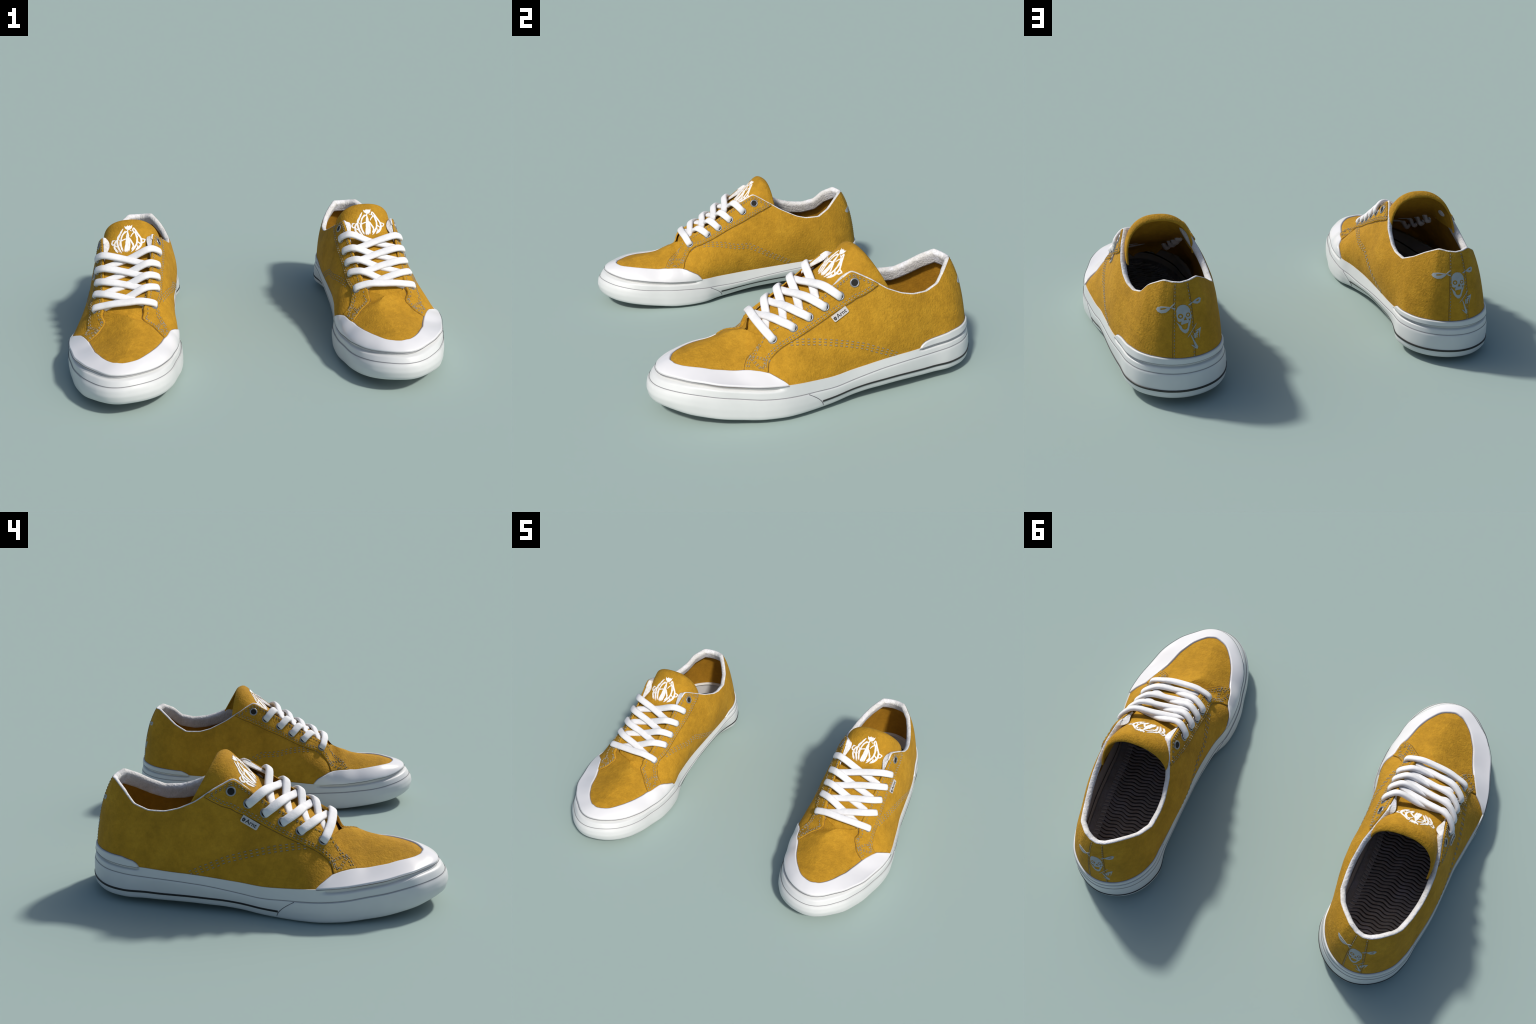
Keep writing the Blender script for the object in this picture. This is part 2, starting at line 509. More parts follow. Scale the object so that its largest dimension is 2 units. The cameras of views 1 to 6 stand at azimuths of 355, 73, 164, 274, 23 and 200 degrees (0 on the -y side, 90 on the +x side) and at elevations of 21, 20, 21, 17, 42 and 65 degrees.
        return s.k.mesh(name, np.array(rows), grid_faces(5, len(P)), mat, parent)

    def caps(s):
        t = np.concatenate([np.linspace(.8095, 1, 150), 1 + np.linspace(0, .188, 150)[1:]])
        tm = t % 1
        tm = np.where(t >= 1, t - 1, t)
        hi = np.where(t >= 1, knots(tm, CAP_LAT), knots(tm, CAP_MED))
        hi = np.maximum(hi, .012)
        s.overlay('toe_cap', t, np.full_like(t, -.01), hi, lambda a, b: .0075 * np.ones_like(b), 'cap', nv=34, edge=.006)
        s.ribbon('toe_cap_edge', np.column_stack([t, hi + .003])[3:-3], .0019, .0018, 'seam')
        # heel counter strip
        h0 = s.heel_start
        t = np.linspace(h0, .617, 200)
        pts = [(h0, .0), (h0 + .0012, .035), (h0 + .004, .07), (h0 + .009, .10), (h0 + .018, .118), (.422, .13), (.438, .112), (.46, .088), (.5, .072), (.525, .066), (.555, .068), (.59, .083), (.605, .09), (.611, .06), (.615, .03), (.617, 0)]
        hi = np.maximum(knots(t, pts), .008)
        s.overlay('heel_strip', t, np.full_like(t, -.01), hi, .0075, 'rubber', nv=18, edge=.005)
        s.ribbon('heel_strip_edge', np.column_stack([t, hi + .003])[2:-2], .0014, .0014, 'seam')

    def eyestays(s):
        s.eye = []
        def off_lat(t, v):
            return .006 + .008 * smoothstep(.03, .0, np.abs(t - .190)) * smoothstep(.6, .95, v)
        def off_med(t, v):
            return .006 + .013 * smoothstep(.03, .0, np.abs(t - .824)) * smoothstep(.55, .95, v)
        for side in ('lat', 'med'):
            if side == 'lat':
                t = np.linspace(.1445, .3222, 230)
                lo = np.where(t < .1712, cap_edge(t) - .008, knots(t, EYE_LOW_LAT))
                hi = np.where(t < .185, knots(t, EYE_FRONT_LAT), .999)
            else:
                t = np.linspace(.7078, .8655, 230)
                lo = np.where(t > .8365, cap_edge(t) - .008, knots(t, EYE_LOW_MED))
                hi = np.where(t > .8265, knots(t, EYE_FRONT_MED), .999)
            lo = np.convolve(np.pad(lo, 2, mode='edge'), np.ones(5) / 5, 'valid')
            hi = np.convolve(np.pad(hi, 3, mode='edge'), np.ones(7) / 7, 'valid')
            hi = np.maximum(hi, lo + .01)
            ob, P, F = s.overlay('eyestay', t, lo, hi, off_lat if side == 'lat' else off_med, 'overlay', nv=40, edge=.006)
            s.eye.append((P, F, bvh(P, F)))

    # ---- stitches
    def stitch_line(s, P, tree, sink, pitch=.0165, length=.0098, width=.0023, height=.0024):
        P = resample(P, pitch)
        if len(P) < 2:
            return
        tan = np.gradient(P, axis=0)
        for p, g in zip(P, tan):
            loc, n, _, _ = tree.find_nearest(Vector(p))
            if loc is None:
                continue
            n = np.array(n)
            if np.dot(n, LASTCENTER_DIR(p)) < 0:
                n = -n
            g = g - n * np.dot(n, g); g /= np.linalg.norm(g) + 1e-9
            b = np.cross(n, g)
            base = len(sink[0])
            loc = np.array(loc)
            for x, y, z in [(-.5, -1, -.3), (.5, -1, -.3), (.5, 1, -.3), (-.5, 1, -.3), (-.36, -.5, 1), (.36, -.5, 1), (.36, .5, 1), (-.36, .5, 1)]:
                sink[0].append(loc + g * x * length + b * y * width + n * z * height)
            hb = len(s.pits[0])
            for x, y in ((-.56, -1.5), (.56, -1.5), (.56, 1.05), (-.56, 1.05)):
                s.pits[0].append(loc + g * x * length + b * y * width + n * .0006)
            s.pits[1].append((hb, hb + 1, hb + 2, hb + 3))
            sink[1].extend([tuple(base + i for i in f) for f in [(4, 5, 6, 7), (0, 1, 5, 4), (1, 2, 6, 5), (2, 3, 7, 6), (3, 0, 4, 7)]])

    def offset_path(s, P, tree, d):
        tan = np.gradient(P, axis=0)
        Q = []
        for p, g in zip(P, tan):
            loc, n, _, _ = tree.find_nearest(Vector(p))
            n = np.array(n)
            if np.dot(n, LASTCENTER_DIR(p)) < 0:
                n = -n
            b = np.cross(n, g); b /= np.linalg.norm(b) + 1e-9
            Q.append(p + b * d)
        return np.array(Q)

    def stitching(s):
        sink = ([], [])
        s.pits = ([], [])
        for side, (P, F, tree) in zip(('lat', 'med'), s.eye):
            low = EYE_LOW_LAT[1:] if side == 'lat' else EYE_LOW_MED[:-1]
            front = EYE_FRONT_LAT if side == 'lat' else EYE_FRONT_MED
            sg = 1 if side == 'lat' else -1
            for line, sign in ((low, 1), (front, -1)):
                tv = spline([(a, b * .25) for a, b in line], 160)
                C = LAST.S(tv[:, 0], np.minimum(tv[:, 1] * 4, .985))
                if side == 'med':
                    C = C[::-1]
                s_ = -sign if side == 'lat' else sign
                for d in (.010, .0205):
                    s.stitch_line(s.inward(C, tree, d, P), tree, sink)
            # along the throat edge and the collar corner
            ts = np.linspace(.192, .296, 80) if side == 'lat' else np.linspace(.736, .822, 80)
            for d in (.011, .018):
                Ln = np.linalg.norm(LAST.at(LAST.T, ts) - LAST.at(LAST.B, ts), axis=1)
                s.stitch_line(LAST.S(ts, 1 - d / Ln), tree, sink)
            ts = np.linspace(.298, .314, 20) if side == 'lat' else np.linspace(.712, .730, 20)
            for d in (.011, .019):
                Ln = np.linalg.norm(LAST.at(LAST.T, ts) - LAST.at(LAST.B, ts), axis=1)
                s.stitch_line(LAST.S(ts, 1 - d / Ln), tree, sink)
            # crossed box at the foot of the eyestay
            if side == 'lat':
                segs = [((.1585, .505), (.1795, .475)), ((.158, .485), (.1635, .33)), ((.1785, .455), (.1665, .32))]
            else:
                segs = [((.857, .55), (.8335, .50)), ((.857, .53), (.852, .38)), ((.835, .48), (.849, .37))]
            for a, b in segs:
                L = np.array([np.array(a) + (np.array(b) - np.array(a)) * k for k in np.linspace(0, 1, 20)])
                C = LAST.S(L[:, 0], L[:, 1])
                for d in (-.004, .004):
                    s.stitch_line(s.offset_path(C, tree, d), tree, sink, pitch=.0135, length=.0085)
        for line in (QUARTER_LAT, QUARTER_MED):
            tv = spline(line, 160)
            C = LAST.S(tv[:, 0], tv[:, 1])
            for d in (-.0125, 0, .0125):
                s.stitch_line(s.offset_path(C, s.bvh, d), s.bvh, sink, pitch=.0235, length=.0122, width=.0025)
        for t0 in (.4885, .5135):
            v = np.linspace(.09, .965, 60)
            s.stitch_line(LAST.S(np.full_like(v, t0), v), s.bvh, sink, pitch=.0135, length=.0085, width=.0022)
        s.k.mesh('stitching', sink[0], sink[1], 'thread', smooth=False, recalc=False, stuff=True)
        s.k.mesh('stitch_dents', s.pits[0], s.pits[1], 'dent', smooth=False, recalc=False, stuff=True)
        # seams either side of the heel strip of canvas
        for t0 in (.4865, .5155):
            v = np.linspace(.08, .975, 60)
            s.ribbon('heel_seam', np.column_stack([np.full_like(v, t0), v]), .0016, .0009, 'seam_brown')
        # brown beads modelled to draw the shadow along the eyestay edges
        for (P, F, tree), low, front in zip(s.eye, (EYE_LOW_LAT, EYE_LOW_MED), (EYE_FRONT_LAT, EYE_FRONT_MED)):
            for line in (low, front):
                tv = spline([(a, b * .25) for a, b in line], 120)
                tv[:, 1] = np.minimum(tv[:, 1] * 4, .985)
                C = LAST.S(tv[:, 0], tv[:, 1])
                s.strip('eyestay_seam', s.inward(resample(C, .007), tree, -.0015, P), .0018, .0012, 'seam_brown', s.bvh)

    def inward(s, C, tree, d, P):
        """shift a border line by d towards the inside of a patch"""
        mid = P.reshape(-1, 3)
        tan = np.gradient(C, axis=0)
        Q = []
        ctr = np.array([P[P.shape[0] // 2, j] for j in range(P.shape[1])])
        for p, g in zip(C, tan):
            loc, n, _, _ = s.bvh.find_nearest(Vector(p))
            n = np.array(n)
            b = np.cross(n, g); b /= np.linalg.norm(b) + 1e-9
            j = ((ctr - p) ** 2).sum(1).argmin()
            if np.dot(b, ctr[j] - p) < 0:
                b = -b
            Q.append(p + b * d)
        return np.array(Q)

    # ---- rubber sole
    def sole_ring(s, inset, z):
        idx = (np.arange(480) * 3)
        return LAST.ring(inset, z)[idx]

    def sole(s):
        k = LAST.toe
        zb, zl, zf = LAST.zb, LAST.zl, LAST.zf
        f = np.arange(LAST.N) / LAST.N
        # hollow under the toe cap and under the heel strip
        hollow = np.maximum(np.maximum(smoothstep(.185, .165, f), smoothstep(.811, .832, f)),
                            smoothstep(s.heel_start - .002, s.heel_start + .006, f) * smoothstep(.619, .611, f))
        il, it = .004 + .010 * k, .016 + .034 * k
        mix = lambda a, b, w: a * (1 - w) + b * w
        w = LAST.taper
        rows = [
            s.sole_ring(.045 + w, zb - .009),
            s.sole_ring(.020 + .008 * k + w, zb - .0085),
            s.sole_ring(.006 + .007 * k + w, zb - .004),
            s.sole_ring(.001 + .005 * k + w * .95, zb + .004),
            s.sole_ring(.003 * k + w * .8, zb + .02),
            s.sole_ring(-.001 + w * .45, mix(zb, zl, .5)),
            s.sole_ring(.001 + .004 * k + w * .12, zl - .015),
            s.sole_ring(.002 + .007 * k + w * .05, zl - .008),
            s.sole_ring(il - .001, zl - .004),
            s.sole_ring(il + .001, zl - .001),
        ]
        s.k.mesh('foxing', np.array(rows), grid_faces(len(rows), 480, close_u=True), 'rubber', sharp=60)
        band = []
        for q in np.linspace(0, 1, 26):
            dip = hollow * (.026 * np.exp(-((q - .76) / .13) ** 2))
            band.append(s.sole_ring(mix(il + .0015, it - .004, q ** 1.1) + dip, mix(zl + .002, zf + .002, q)))
        band.append(s.sole_ring(it + .006, zf + .001))
        s.k.mesh('foxing_band', np.array(band), grid_faces(len(band), 480, close_u=True), 'rubber', sharp=60)
        s.k.mesh('sole_line', np.array([s.sole_ring(il - .0003, zl - .0012), s.sole_ring(il + .0006, zl), s.sole_ring(il + .0006, zl + .0016)]), grid_faces(3, 480, close_u=True), 'seam_pale')
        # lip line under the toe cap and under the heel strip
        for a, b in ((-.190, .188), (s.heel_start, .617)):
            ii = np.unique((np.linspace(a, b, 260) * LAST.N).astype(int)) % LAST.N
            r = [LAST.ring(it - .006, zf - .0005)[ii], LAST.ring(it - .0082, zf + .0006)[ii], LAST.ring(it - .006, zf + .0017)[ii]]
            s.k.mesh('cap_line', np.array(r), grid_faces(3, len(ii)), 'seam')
        # inside of the sole wall
        ins = [s.sole_ring(it + .004, zf + .004), s.sole_ring(.020 + .03 * k, mix(zb, zf, .8)), s.sole_ring(.018 + .02 * k + w * .4, mix(zb, zf, .4)), s.sole_ring(.014 + .02 * k + w, zb - .006)]
        s.k.mesh('sole_inner_wall', np.array(ins), grid_faces(len(ins), 480, close_u=True), 'sole_inside', sharp=40)
        z = mix(zb, zf, .32)
        s.k.mesh('inner_stripe', np.array([s.sole_ring(.0195 + .02 * k + w * .5, z), s.sole_ring(.0205 + .02 * k + w * .5, z + .004), s.sole_ring(.0195 + .02 * k + w * .5, z + .008)]), grid_faces(3, 480, close_u=True), 'black')
        # toe bumper wrapped round the front
        ta, tb = .7775, 1.232
        n = 300
        t = np.linspace(ta, tb, n)
        B = lambda arr: LAST.at(arr, t)
        rows = []
        hs = np.linspace(0, 1, 12)
        for h in hs:
            # rounded ends: the band is shorter towards the top
            tt = ta + .0 + (t - ta) / (tb - ta) * (tb - ta)
            sh = .020 * h ** 2
            tt = (ta + sh) + (t - ta) / (tb - ta) * (tb - ta - 2 * sh)
            g = lambda arr: LAST.at(arr, tt)
            kk, b_, l_ = g(k), g(zb), g(zl)
            z = (b_ + .001) * (1 - h) + (l_ - .003) * h
            prof = np.interp(h, [0, .08, .2, .5, .85, 1], [.004, .001, .0002, -.001, .001, .0030])
            prof_t = np.interp(h, [0, .08, .2, .5, .85, 1], [.007, .005, .003, 0, .004, .010])
            end = np.minimum(np.arange(n), n - 1 - np.arange(n)) / 3.0
            e = .0028 * np.clip(end, 0, 1) - .0008
            ins_ = prof + prof_t * kk - e + g(LAST.taper) * np.interp(h, [0, .2, .5, .85, 1], [.95, .8, .45, .12, 0])
            o = g(LAST.out) - g(LAST.nrm) * ins_[:, None]
            rows.append(np.column_stack([o, z]))
        s.k.mesh('toe_bumper', np.array(rows), grid_faces(len(rows), n), 'rubber', sharp=60)
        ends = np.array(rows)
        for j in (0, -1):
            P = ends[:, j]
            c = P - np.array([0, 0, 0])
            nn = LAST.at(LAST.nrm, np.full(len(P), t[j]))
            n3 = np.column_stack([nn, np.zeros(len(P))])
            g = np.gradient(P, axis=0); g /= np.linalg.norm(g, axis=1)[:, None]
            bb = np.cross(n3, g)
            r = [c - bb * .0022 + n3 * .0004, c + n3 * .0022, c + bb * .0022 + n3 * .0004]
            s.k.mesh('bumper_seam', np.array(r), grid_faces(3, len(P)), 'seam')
        # black stripe from bumper round the heel to bumper
        t = np.linspace(.2305, .779, 300)
        g = lambda arr: LAST.at(arr, t)
        zc = g(zb) + .030
        r = []
        for h, o in [(-.0048, -.0005), (-.004, .0022), (.004, .0022), (.0048, -.0005)]:
            base = np.interp(.030 + h, [.006, .02, .04], [.002, 0, -.001])
            fr = np.clip((.010 + h) / (.5 * (g(zl) - g(zb)) - .02), 0, 1)
            p = g(LAST.out) + g(LAST.nrm) * (o + .0008 - base - g(LAST.taper) * (.8 - .35 * fr))[:, None]
            r.append(np.column_stack([p, zc + h]))
        s.k.mesh('sole_stripe', np.array(r), grid_faces(4, len(t)), 'black', sharp=40)
        # outsole underside and ribbed footbed
        s.plate('outsole', .046, lambda z, d: z - .009 - .010 * smoothstep(0, .06, d), 'outsole', 60, 24)
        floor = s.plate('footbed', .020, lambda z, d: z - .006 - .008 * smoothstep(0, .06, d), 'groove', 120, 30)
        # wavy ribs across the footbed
        V, F = [], []
        X, Y, Z, xl, xr, ys = floor
        wave = lambda x, k: .0055 * np.sin(x / .0135 + .15 * k) + .003 * np.sin(x / .034 + 1.0 + .3 * k)
        for row, yc in enumerate(np.arange(ys[0] + .03, ys[-1] - .025, .0195)):
            a, b = np.interp(yc, ys, xl) + .030, np.interp(yc, ys, xr) - .030
            if b - a < .03:
                continue
            n = 44
            x = np.linspace(a, b, n)
            y = yc + wave(x, row)
            fl = []
            for xx, yy in zip(x, y):
                i = int(np.clip((yy - ys[0]) / (ys[-1] - ys[0]) * (len(ys) - 1), 0, len(ys) - 1))
                fl.append(np.interp(xx, X[i], Z[i]))
            fl = np.array(fl)
            base = len(V)
            for dy, dz in ((-.0078, -.001), (-.0060, .0042), (0, .0056), (.0060, .0042), (.0078, -.001)):
                V.extend(np.column_stack([x, y + dy, fl + dz]))
            F += grid_faces(5, n, base=base)
        s.k.mesh('footbed_ribs', V, F, 'insole', recalc=False, stuff=True)
        # smooth border of the footbed
        w = LAST.taper
        s.k.mesh('footbed_border', np.array([s.sole_ring(.018 + .02 * k + w, zb + .001), s.sole_ring(.024 + .02 * k + w, zb), s.sole_ring(.046 + .02 * k + w, zb - .006), s.sole_ring(.048 + .02 * k + w, zb - .008)]), grid_faces(4, 480, close_u=True), 'insole')

    def plate(s, name, inset, zfun, mat, ny, nx):
        """horizontal sheet inside the sole outline; zfun(edge height, distance from edge)"""
        ring = LAST.ring(inset + .02 * LAST.toe + LAST.taper, LAST.zb)
        y0, y1 = ring[:, 1].min() + .002, ring[:, 1].max() - .002
        ys = np.linspace(y0, y1, ny)
        imin, imax = ring[:, 1].argmin(), ring[:, 1].argmax()
        def chain(a, b):
            return ring[[(a + i) % LAST.N for i in range((b - a) % LAST.N + 1)]]
        c1, c2 = chain(imin, imax), chain(imax, imin)[::-1]
        if c1[:, 0].mean() < c2[:, 0].mean():
            c1, c2 = c2, c1
        def f(c, col):
            o = np.argsort(c[:, 1])
            return np.interp(ys, c[o, 1], c[o, col])
        xr, xl = f(c1, 0), f(c2, 0)
        q = np.linspace(0, 1, nx)
        X = xl[:, None] + (xr - xl)[:, None] * q
        Y = np.broadcast_to(ys[:, None], X.shape)
        Z = f(c2, 2)[:, None] + (f(c1, 2) - f(c2, 2))[:, None] * q
        d = np.minimum(np.minimum(X - xl[:, None], xr[:, None] - X), np.minimum(Y - y0, y1 - Y))
        Zo = np.maximum(zfun(Z, d), .010 + .026 * np.maximum(X, 0))
        s.k.mesh(name, np.dstack([X, Y, Zo]), grid_faces(ny, nx), mat, recalc=False)
        return X, Y, Zo, xl, xr, ys

    # ---- tongue
    def tongue(s):
        # y, z of the centre line, half width, sag of the sides, rearward sweep outer / inner side
        rows = np.array([
            (-.318, .292, .060, .030, .0, .0),
            (-.298, .318, .085, .025, .0, .0),
            (-.270, .341, .110, .012, .0, .0),
            (-.20, .384, .135, .006, .0, .0),
            (-.10, .427, .140, .006, .0, .0),
            (0, .480, .145, .012, .01, .01),
            (.065, .525, .150, .040, .03, .02),
            (.115, .577, .155, .095, .06, .035),
            (.160, .628, .158, .145, .10, .055),
            (.192, .656, .160, .170, .108, .050),
            (.208, .662, .160, .174, .100, .040),
            (.228, .657, .159, .174, .098, .032),
            (.244, .646, .156, .168, .090, .020)])
        c = spline(rows, 60)
        phi = np.linspace(-1, 1, 61) * math.pi / 2 * .9999
        P = np.zeros((60, 61, 3))
        for i, (y, z, hw, dz, dl, dm) in enumerate(c):
            dy = np.where(phi > 0, dl, dm)
            P[i, :, 0] = .018 + hw * np.sign(phi) * np.abs(np.sin(phi)) ** .86
            drop = 1 - np.cos(phi) ** .8
            P[i, :, 1] = y + dy * drop
            P[i, :, 2] = z - dz * drop
        a = np.gradient(P, axis=0); b = np.gradient(P, axis=1)
        n = np.cross(b, a); n /= np.linalg.norm(n, axis=2, keepdims=True)
        if n[30, 30, 2] < 0:
            n = -n
        th = .010
        edge = np.ones((60, 61))
        rim = [P]
        loops = []
        for o, ext in [(0, 0), (-.002, .003), (-.005, .004), (-.008, .003), (-.010, 0)]:
            loops.append((o, ext))
        ad = a / (np.linalg.norm(a, axis=2, keepdims=True) + 1e-9)
        grid = [P[i] for i in range(60)]
        for o, ext in loops[1:]:
            grid.append(P[-1] + n[-1] * o + ad[-1] * ext)
        for i in range(58, -1, -1):
            grid.append(P[i] - n[i] * th)
        G = np.array(grid)
        F = grid_faces(len(grid), 61)
        s.k.mesh('tongue', G, F, 'canvas', recalc=True)
        s.tongue_bvh = bvh(P, grid_faces(60, 61))

    # ---- eyelets and laces
    def eyelets(s):
        s.eyes = []
        ring_v, ring_f = [], []
        nu, nv = 28, 8
        prof = [(.0155, -.006), (.0150, .001), (.0165, .003), (.0190, .0034), (.0215, .002), (.0225, -.001)]
        for side, pts in ((0, EYELETS_LAT), (1, EYELETS_MED)):
            tree = s.eye[side][2]
            lst = []
            for p in pts:
                loc, n, _, _ = tree.find_nearest(Vector(p))
                n = np.array(n)
                if np.dot(n, LASTCENTER_DIR(np.array(p))) < 0:
                    n = -n
                lst.append((np.array(loc), n))
                x = np.cross(n, [0, 1, 0]); x /= np.linalg.norm(x); y = np.cross(n, x)
                V = [np.array(loc) + (x * math.cos(a) + y * math.sin(a)) * r + n * h for r, h in prof for a in np.linspace(0, 2 * math.pi, nu, endpoint=False)]
                e = s.k.mesh('eyelet', V, grid_faces(len(prof), nu, close_u=True), 'metal')
                D = [np.array(loc) + n * .0012] + [np.array(loc) + (x * math.cos(a) + y * math.sin(a)) * .0165 + n * .0012 for a in np.linspace(0, 2 * math.pi, nu, endpoint=False)]
                s.k.mesh('eyelet_hole', D, [(0, 1 + j, 1 + (j + 1) % nu) for j in range(nu)], 'hole', parent=e, recalc=False)
            s.eyes.append(lst)

    def lace_sweep(s, pts, ups, width, thick, scale):
        n = 46
        C = spline(pts, n)
        U = spline(np.column_stack([ups, np.arange(len(ups)) * .02]), n)[:, :3]
        sc = np.interp(np.linspace(0, 1, n), np.linspace(0, 1, len(scale)), scale)
        tan = np.gradient(C, axis=0); tan /= np.linalg.norm(tan, axis=1)[:, None]
        rows = []
        m = 16
        for c, t, u, k in zip(C, tan, U, sc):
            u = u - t * np.dot(u, t); u /= np.linalg.norm(u)
            b = np.cross(t, u)
            ang = np.linspace(0, 2 * math.pi, m, endpoint=False)
            ca, sa = np.cos(ang), np.sin(ang)
            x = np.sign(ca) * np.abs(ca) ** .7 * width * .5 * k
            y = np.sign(sa) * np.abs(sa) ** .7 * thick * .5 * (.6 + .4 * k)
            rows.append(c + b * x[:, None] + u * y[:, None])
        G = np.array(rows)
        V = np.concatenate([G.reshape(-1, 3), C[:1], C[-1:]])
        F = grid_faces(n, m, close_u=True)
        e0 = n * m
        F += [(e0, (j + 1) % m, j) for j in range(m)] + [(e0 + 1, (n - 1) * m + j, (n - 1) * m + (j + 1) % m) for j in range(m)]
        return V, F

    def laces(s):
        edge_t = {0: np.linspace(.180, .296, 200), 1: np.linspace(.734, .838, 200)}
        E = {k: LAST.at(LAST.T, v) for k, v in edge_t.items()}
        def edge(side, y):
            o = np.argsort(E[side][:, 1])
            return np.array([np.interp(y, E[side][o, 1], E[side][o, c]) for c in range(3)])
        tn = np.array([0, -.5, .87])
        W, H = .040, .021
        for i in range(5):
            el, nl = s.eyes[0][i]; em, nm = s.eyes[1][i]
            if i == 0:
                kl, km = edge(0, -.262), edge(1, -.270)
                wl = el - edge(0, el[1]); wl /= np.linalg.norm(wl)
                wm = em - edge(1, em[1]); wm /= np.linalg.norm(wm)
                pts = [el + wl * .003 - nl * .014, el + wl * .003 + nl * .006, np.array([.128, -.264, .364]), np.array([.022, -.274, .376]), np.array([-.066, -.272, .376]), em + wm * .003 + nm * .006, em + wm * .003 - nm * .014]
                ups = [nl, nl + tn * .3, nl * .4 + tn, tn, nm * .4 + tn, nm + tn * .3, nm]
                V, F = s.lace_sweep(pts, ups, W, H, [.85, 1, 1, 1, 1, 1, .85])
                s.k.mesh('lace', V, F, 'lace')
                continue
            for side, (e, n) in ((0, (el, nl)), (1, (em, nm))):
                opp = 1 - side
                sg = 1 if side == 0 else -1
                prev = s.eyes[opp][i - 1][0]
                y0 = e[1]
                a = edge(side, y0 - (.040 if side == 0 else .028))
                b = edge(opp, max(prev[1] - .028, -.255))
                over = .007 if side == 0 else -.006
                mid = a * .52 + b * .48
                p2 = a + n * .002 + tn * .012 + np.array([.010 * sg, 0, 0])
                w_ = e - edge(side, y0); w_ /= np.linalg.norm(w_)
                pts = [e + w_ * .003 - n * .014, e + w_ * .003 + n * .006, p2,
                       mid + tn * (.004 + over), a * .22 + b * .78 + tn * (-.002 + over * .3), b - tn * .005, (b + prev) * .5 - tn * .036, prev - s.eyes[opp][i - 1][1] * .016]
                ups = [n, n + tn * .3, n * .4 + tn, tn, tn, tn, tn, tn + s.eyes[opp][i - 1][1]]
                V, F = s.lace_sweep(pts, ups, W, H, [.85, 1, 1, 1, 1, .95, .9])
                s.k.mesh('lace', V, F, 'lace')

    # ---- prints and label
    def flat_shape(s, splines):
        """2D filled outlines (holes included) -> list of 2D vertices and faces"""
        cu = bpy.data.curves.new('shape_helper', 'CURVE')
        cu.dimensions = '2D'; cu.fill_mode = 'BOTH'
        for pts in splines:
            sp = cu.splines.new('POLY')
            sp.points.add(len(pts) - 1)
            for q, p in zip(sp.points, pts):
                q.co = (p[0], p[1], 0, 1)
            sp.use_cyclic_u = True
        ob = bpy.data.objects.new('shape_helper', cu)
        return s.take(ob, cu)

    def take(s, ob, cu):
        bpy.context.scene.collection.objects.link(ob)
        dg = bpy.context.evaluated_depsgraph_get()
        dg.update()
        me = bpy.data.meshes.new_from_object(ob.evaluated_get(dg))
        bpy.data.objects.remove(ob); bpy.data.curves.remove(cu)
        bm = bmesh.new(); bm.from_mesh(me)
        bpy.data.meshes.remove(me)
        bmesh.ops.remove_doubles(bm, verts=bm.verts, dist=1e-6)
        bmesh.ops.triangulate(bm, faces=bm.faces)
        for _ in range(4):
            long_e = [e for e in bm.edges if e.calc_length() > .009]
            if not long_e:
                break
            bmesh.ops.subdivide_edges(bm, edges=long_e, cuts=1)
            bmesh.ops.triangulate(bm, faces=bm.faces)
        bm.verts.index_update()
        V = np.array([v.co[:2] for v in bm.verts]); F = [tuple(v.index for v in f.verts) for f in bm.faces]
        bm.free()
        return V, F

    def extrude(s, name, front, back, F, mat, parent=None):
        """front and back copies of a flat shape plus its walls"""
        n = len(front)
        edges = {}
        for f in F:
            for a, b in zip(f, f[1:] + f[:1]):
                edges[(a, b)] = edges.get((a, b), 0) + 1
        faces = list(F)
        for (a, b) in edges:
            if (b, a) not in edges:
                faces.append((b, a, a + n, b + n))
        return s.k.mesh(name, np.concatenate([front, back]), faces, mat, parent, smooth=False, recalc=False)

    def circle(s, c, r, n=18, ry=None):
        return [(c[0] + r * math.cos(a), c[1] + (ry or r) * math.sin(a)) for a in np.linspace(0, 2 * math.pi, n, endpoint=False)]

    def stroke(s, pts, w, rng=None):
        P = spline(pts, max(8, len(pts) * 5))
        d = np.gradient(P, axis=0); d /= np.linalg.norm(d, axis=1)[:, None]
        nrm = np.stack([-d[:, 1], d[:, 0]], 1)
        u = np.linspace(0, 1, len(P))
        ww = w * .5 * np.clip(np.minimum(u * 6 + .25, (1 - u) * 6 + .15), 0, 1)
        if rng:
            ww = ww * np.array([rng.uniform(.75, 1.2) for _ in P])
        L, R = P + nrm * ww[:, None], P - nrm * ww[:, None]
        return [tuple(p) for p in L] + [tuple(p) for p in R[::-1]]

    def heel_print(s):
        # drawn in a frame with x right and y down, skull about 335 wide and 680 high
        face = [(490,560),(494,430),(530,355),(590,315),(645,307),(705,318),(760,362),(798,430),(815,540),(825,640),(792,652),(744,640),(762,684),(742,735),(650,748),(582,766),(574,722),(600,684),(545,692),(507,672)]
        eye1, eye2 = s.circle((577,562), 58), s.circle((748,550), 50)
        nose = [(676,580),(640,664),(716,664)]
        jaw = [(470,688),(530,745),(580,800),(602,866),(650,892),(700,878),(722,835),(734,760),(768,690),(806,650),(792,740),(764,820),(738,915),(696,972),(650,980),(590,930),(545,868),(514,768)]
        wing1 = [(82,440),(112,380),(200,346),(320,345),(392,350),(350,412),(270,482),(180,506),(108,482)]
        wing1h = [(165,398),(250,374),(312,380),(250,412),(172,432)]
        wing2 = [(865,290),(950,242),(1045,228),(1088,268),(1062,346),(985,357),(905,322)]
        wing2h = [(942,290),(1010,262),(1042,280),(1010,308)]
        staff = [(760,1020),(800,1062),(870,1230),(935,1375),(915,1428),(880,1400),(830,1230),(775,1050)]
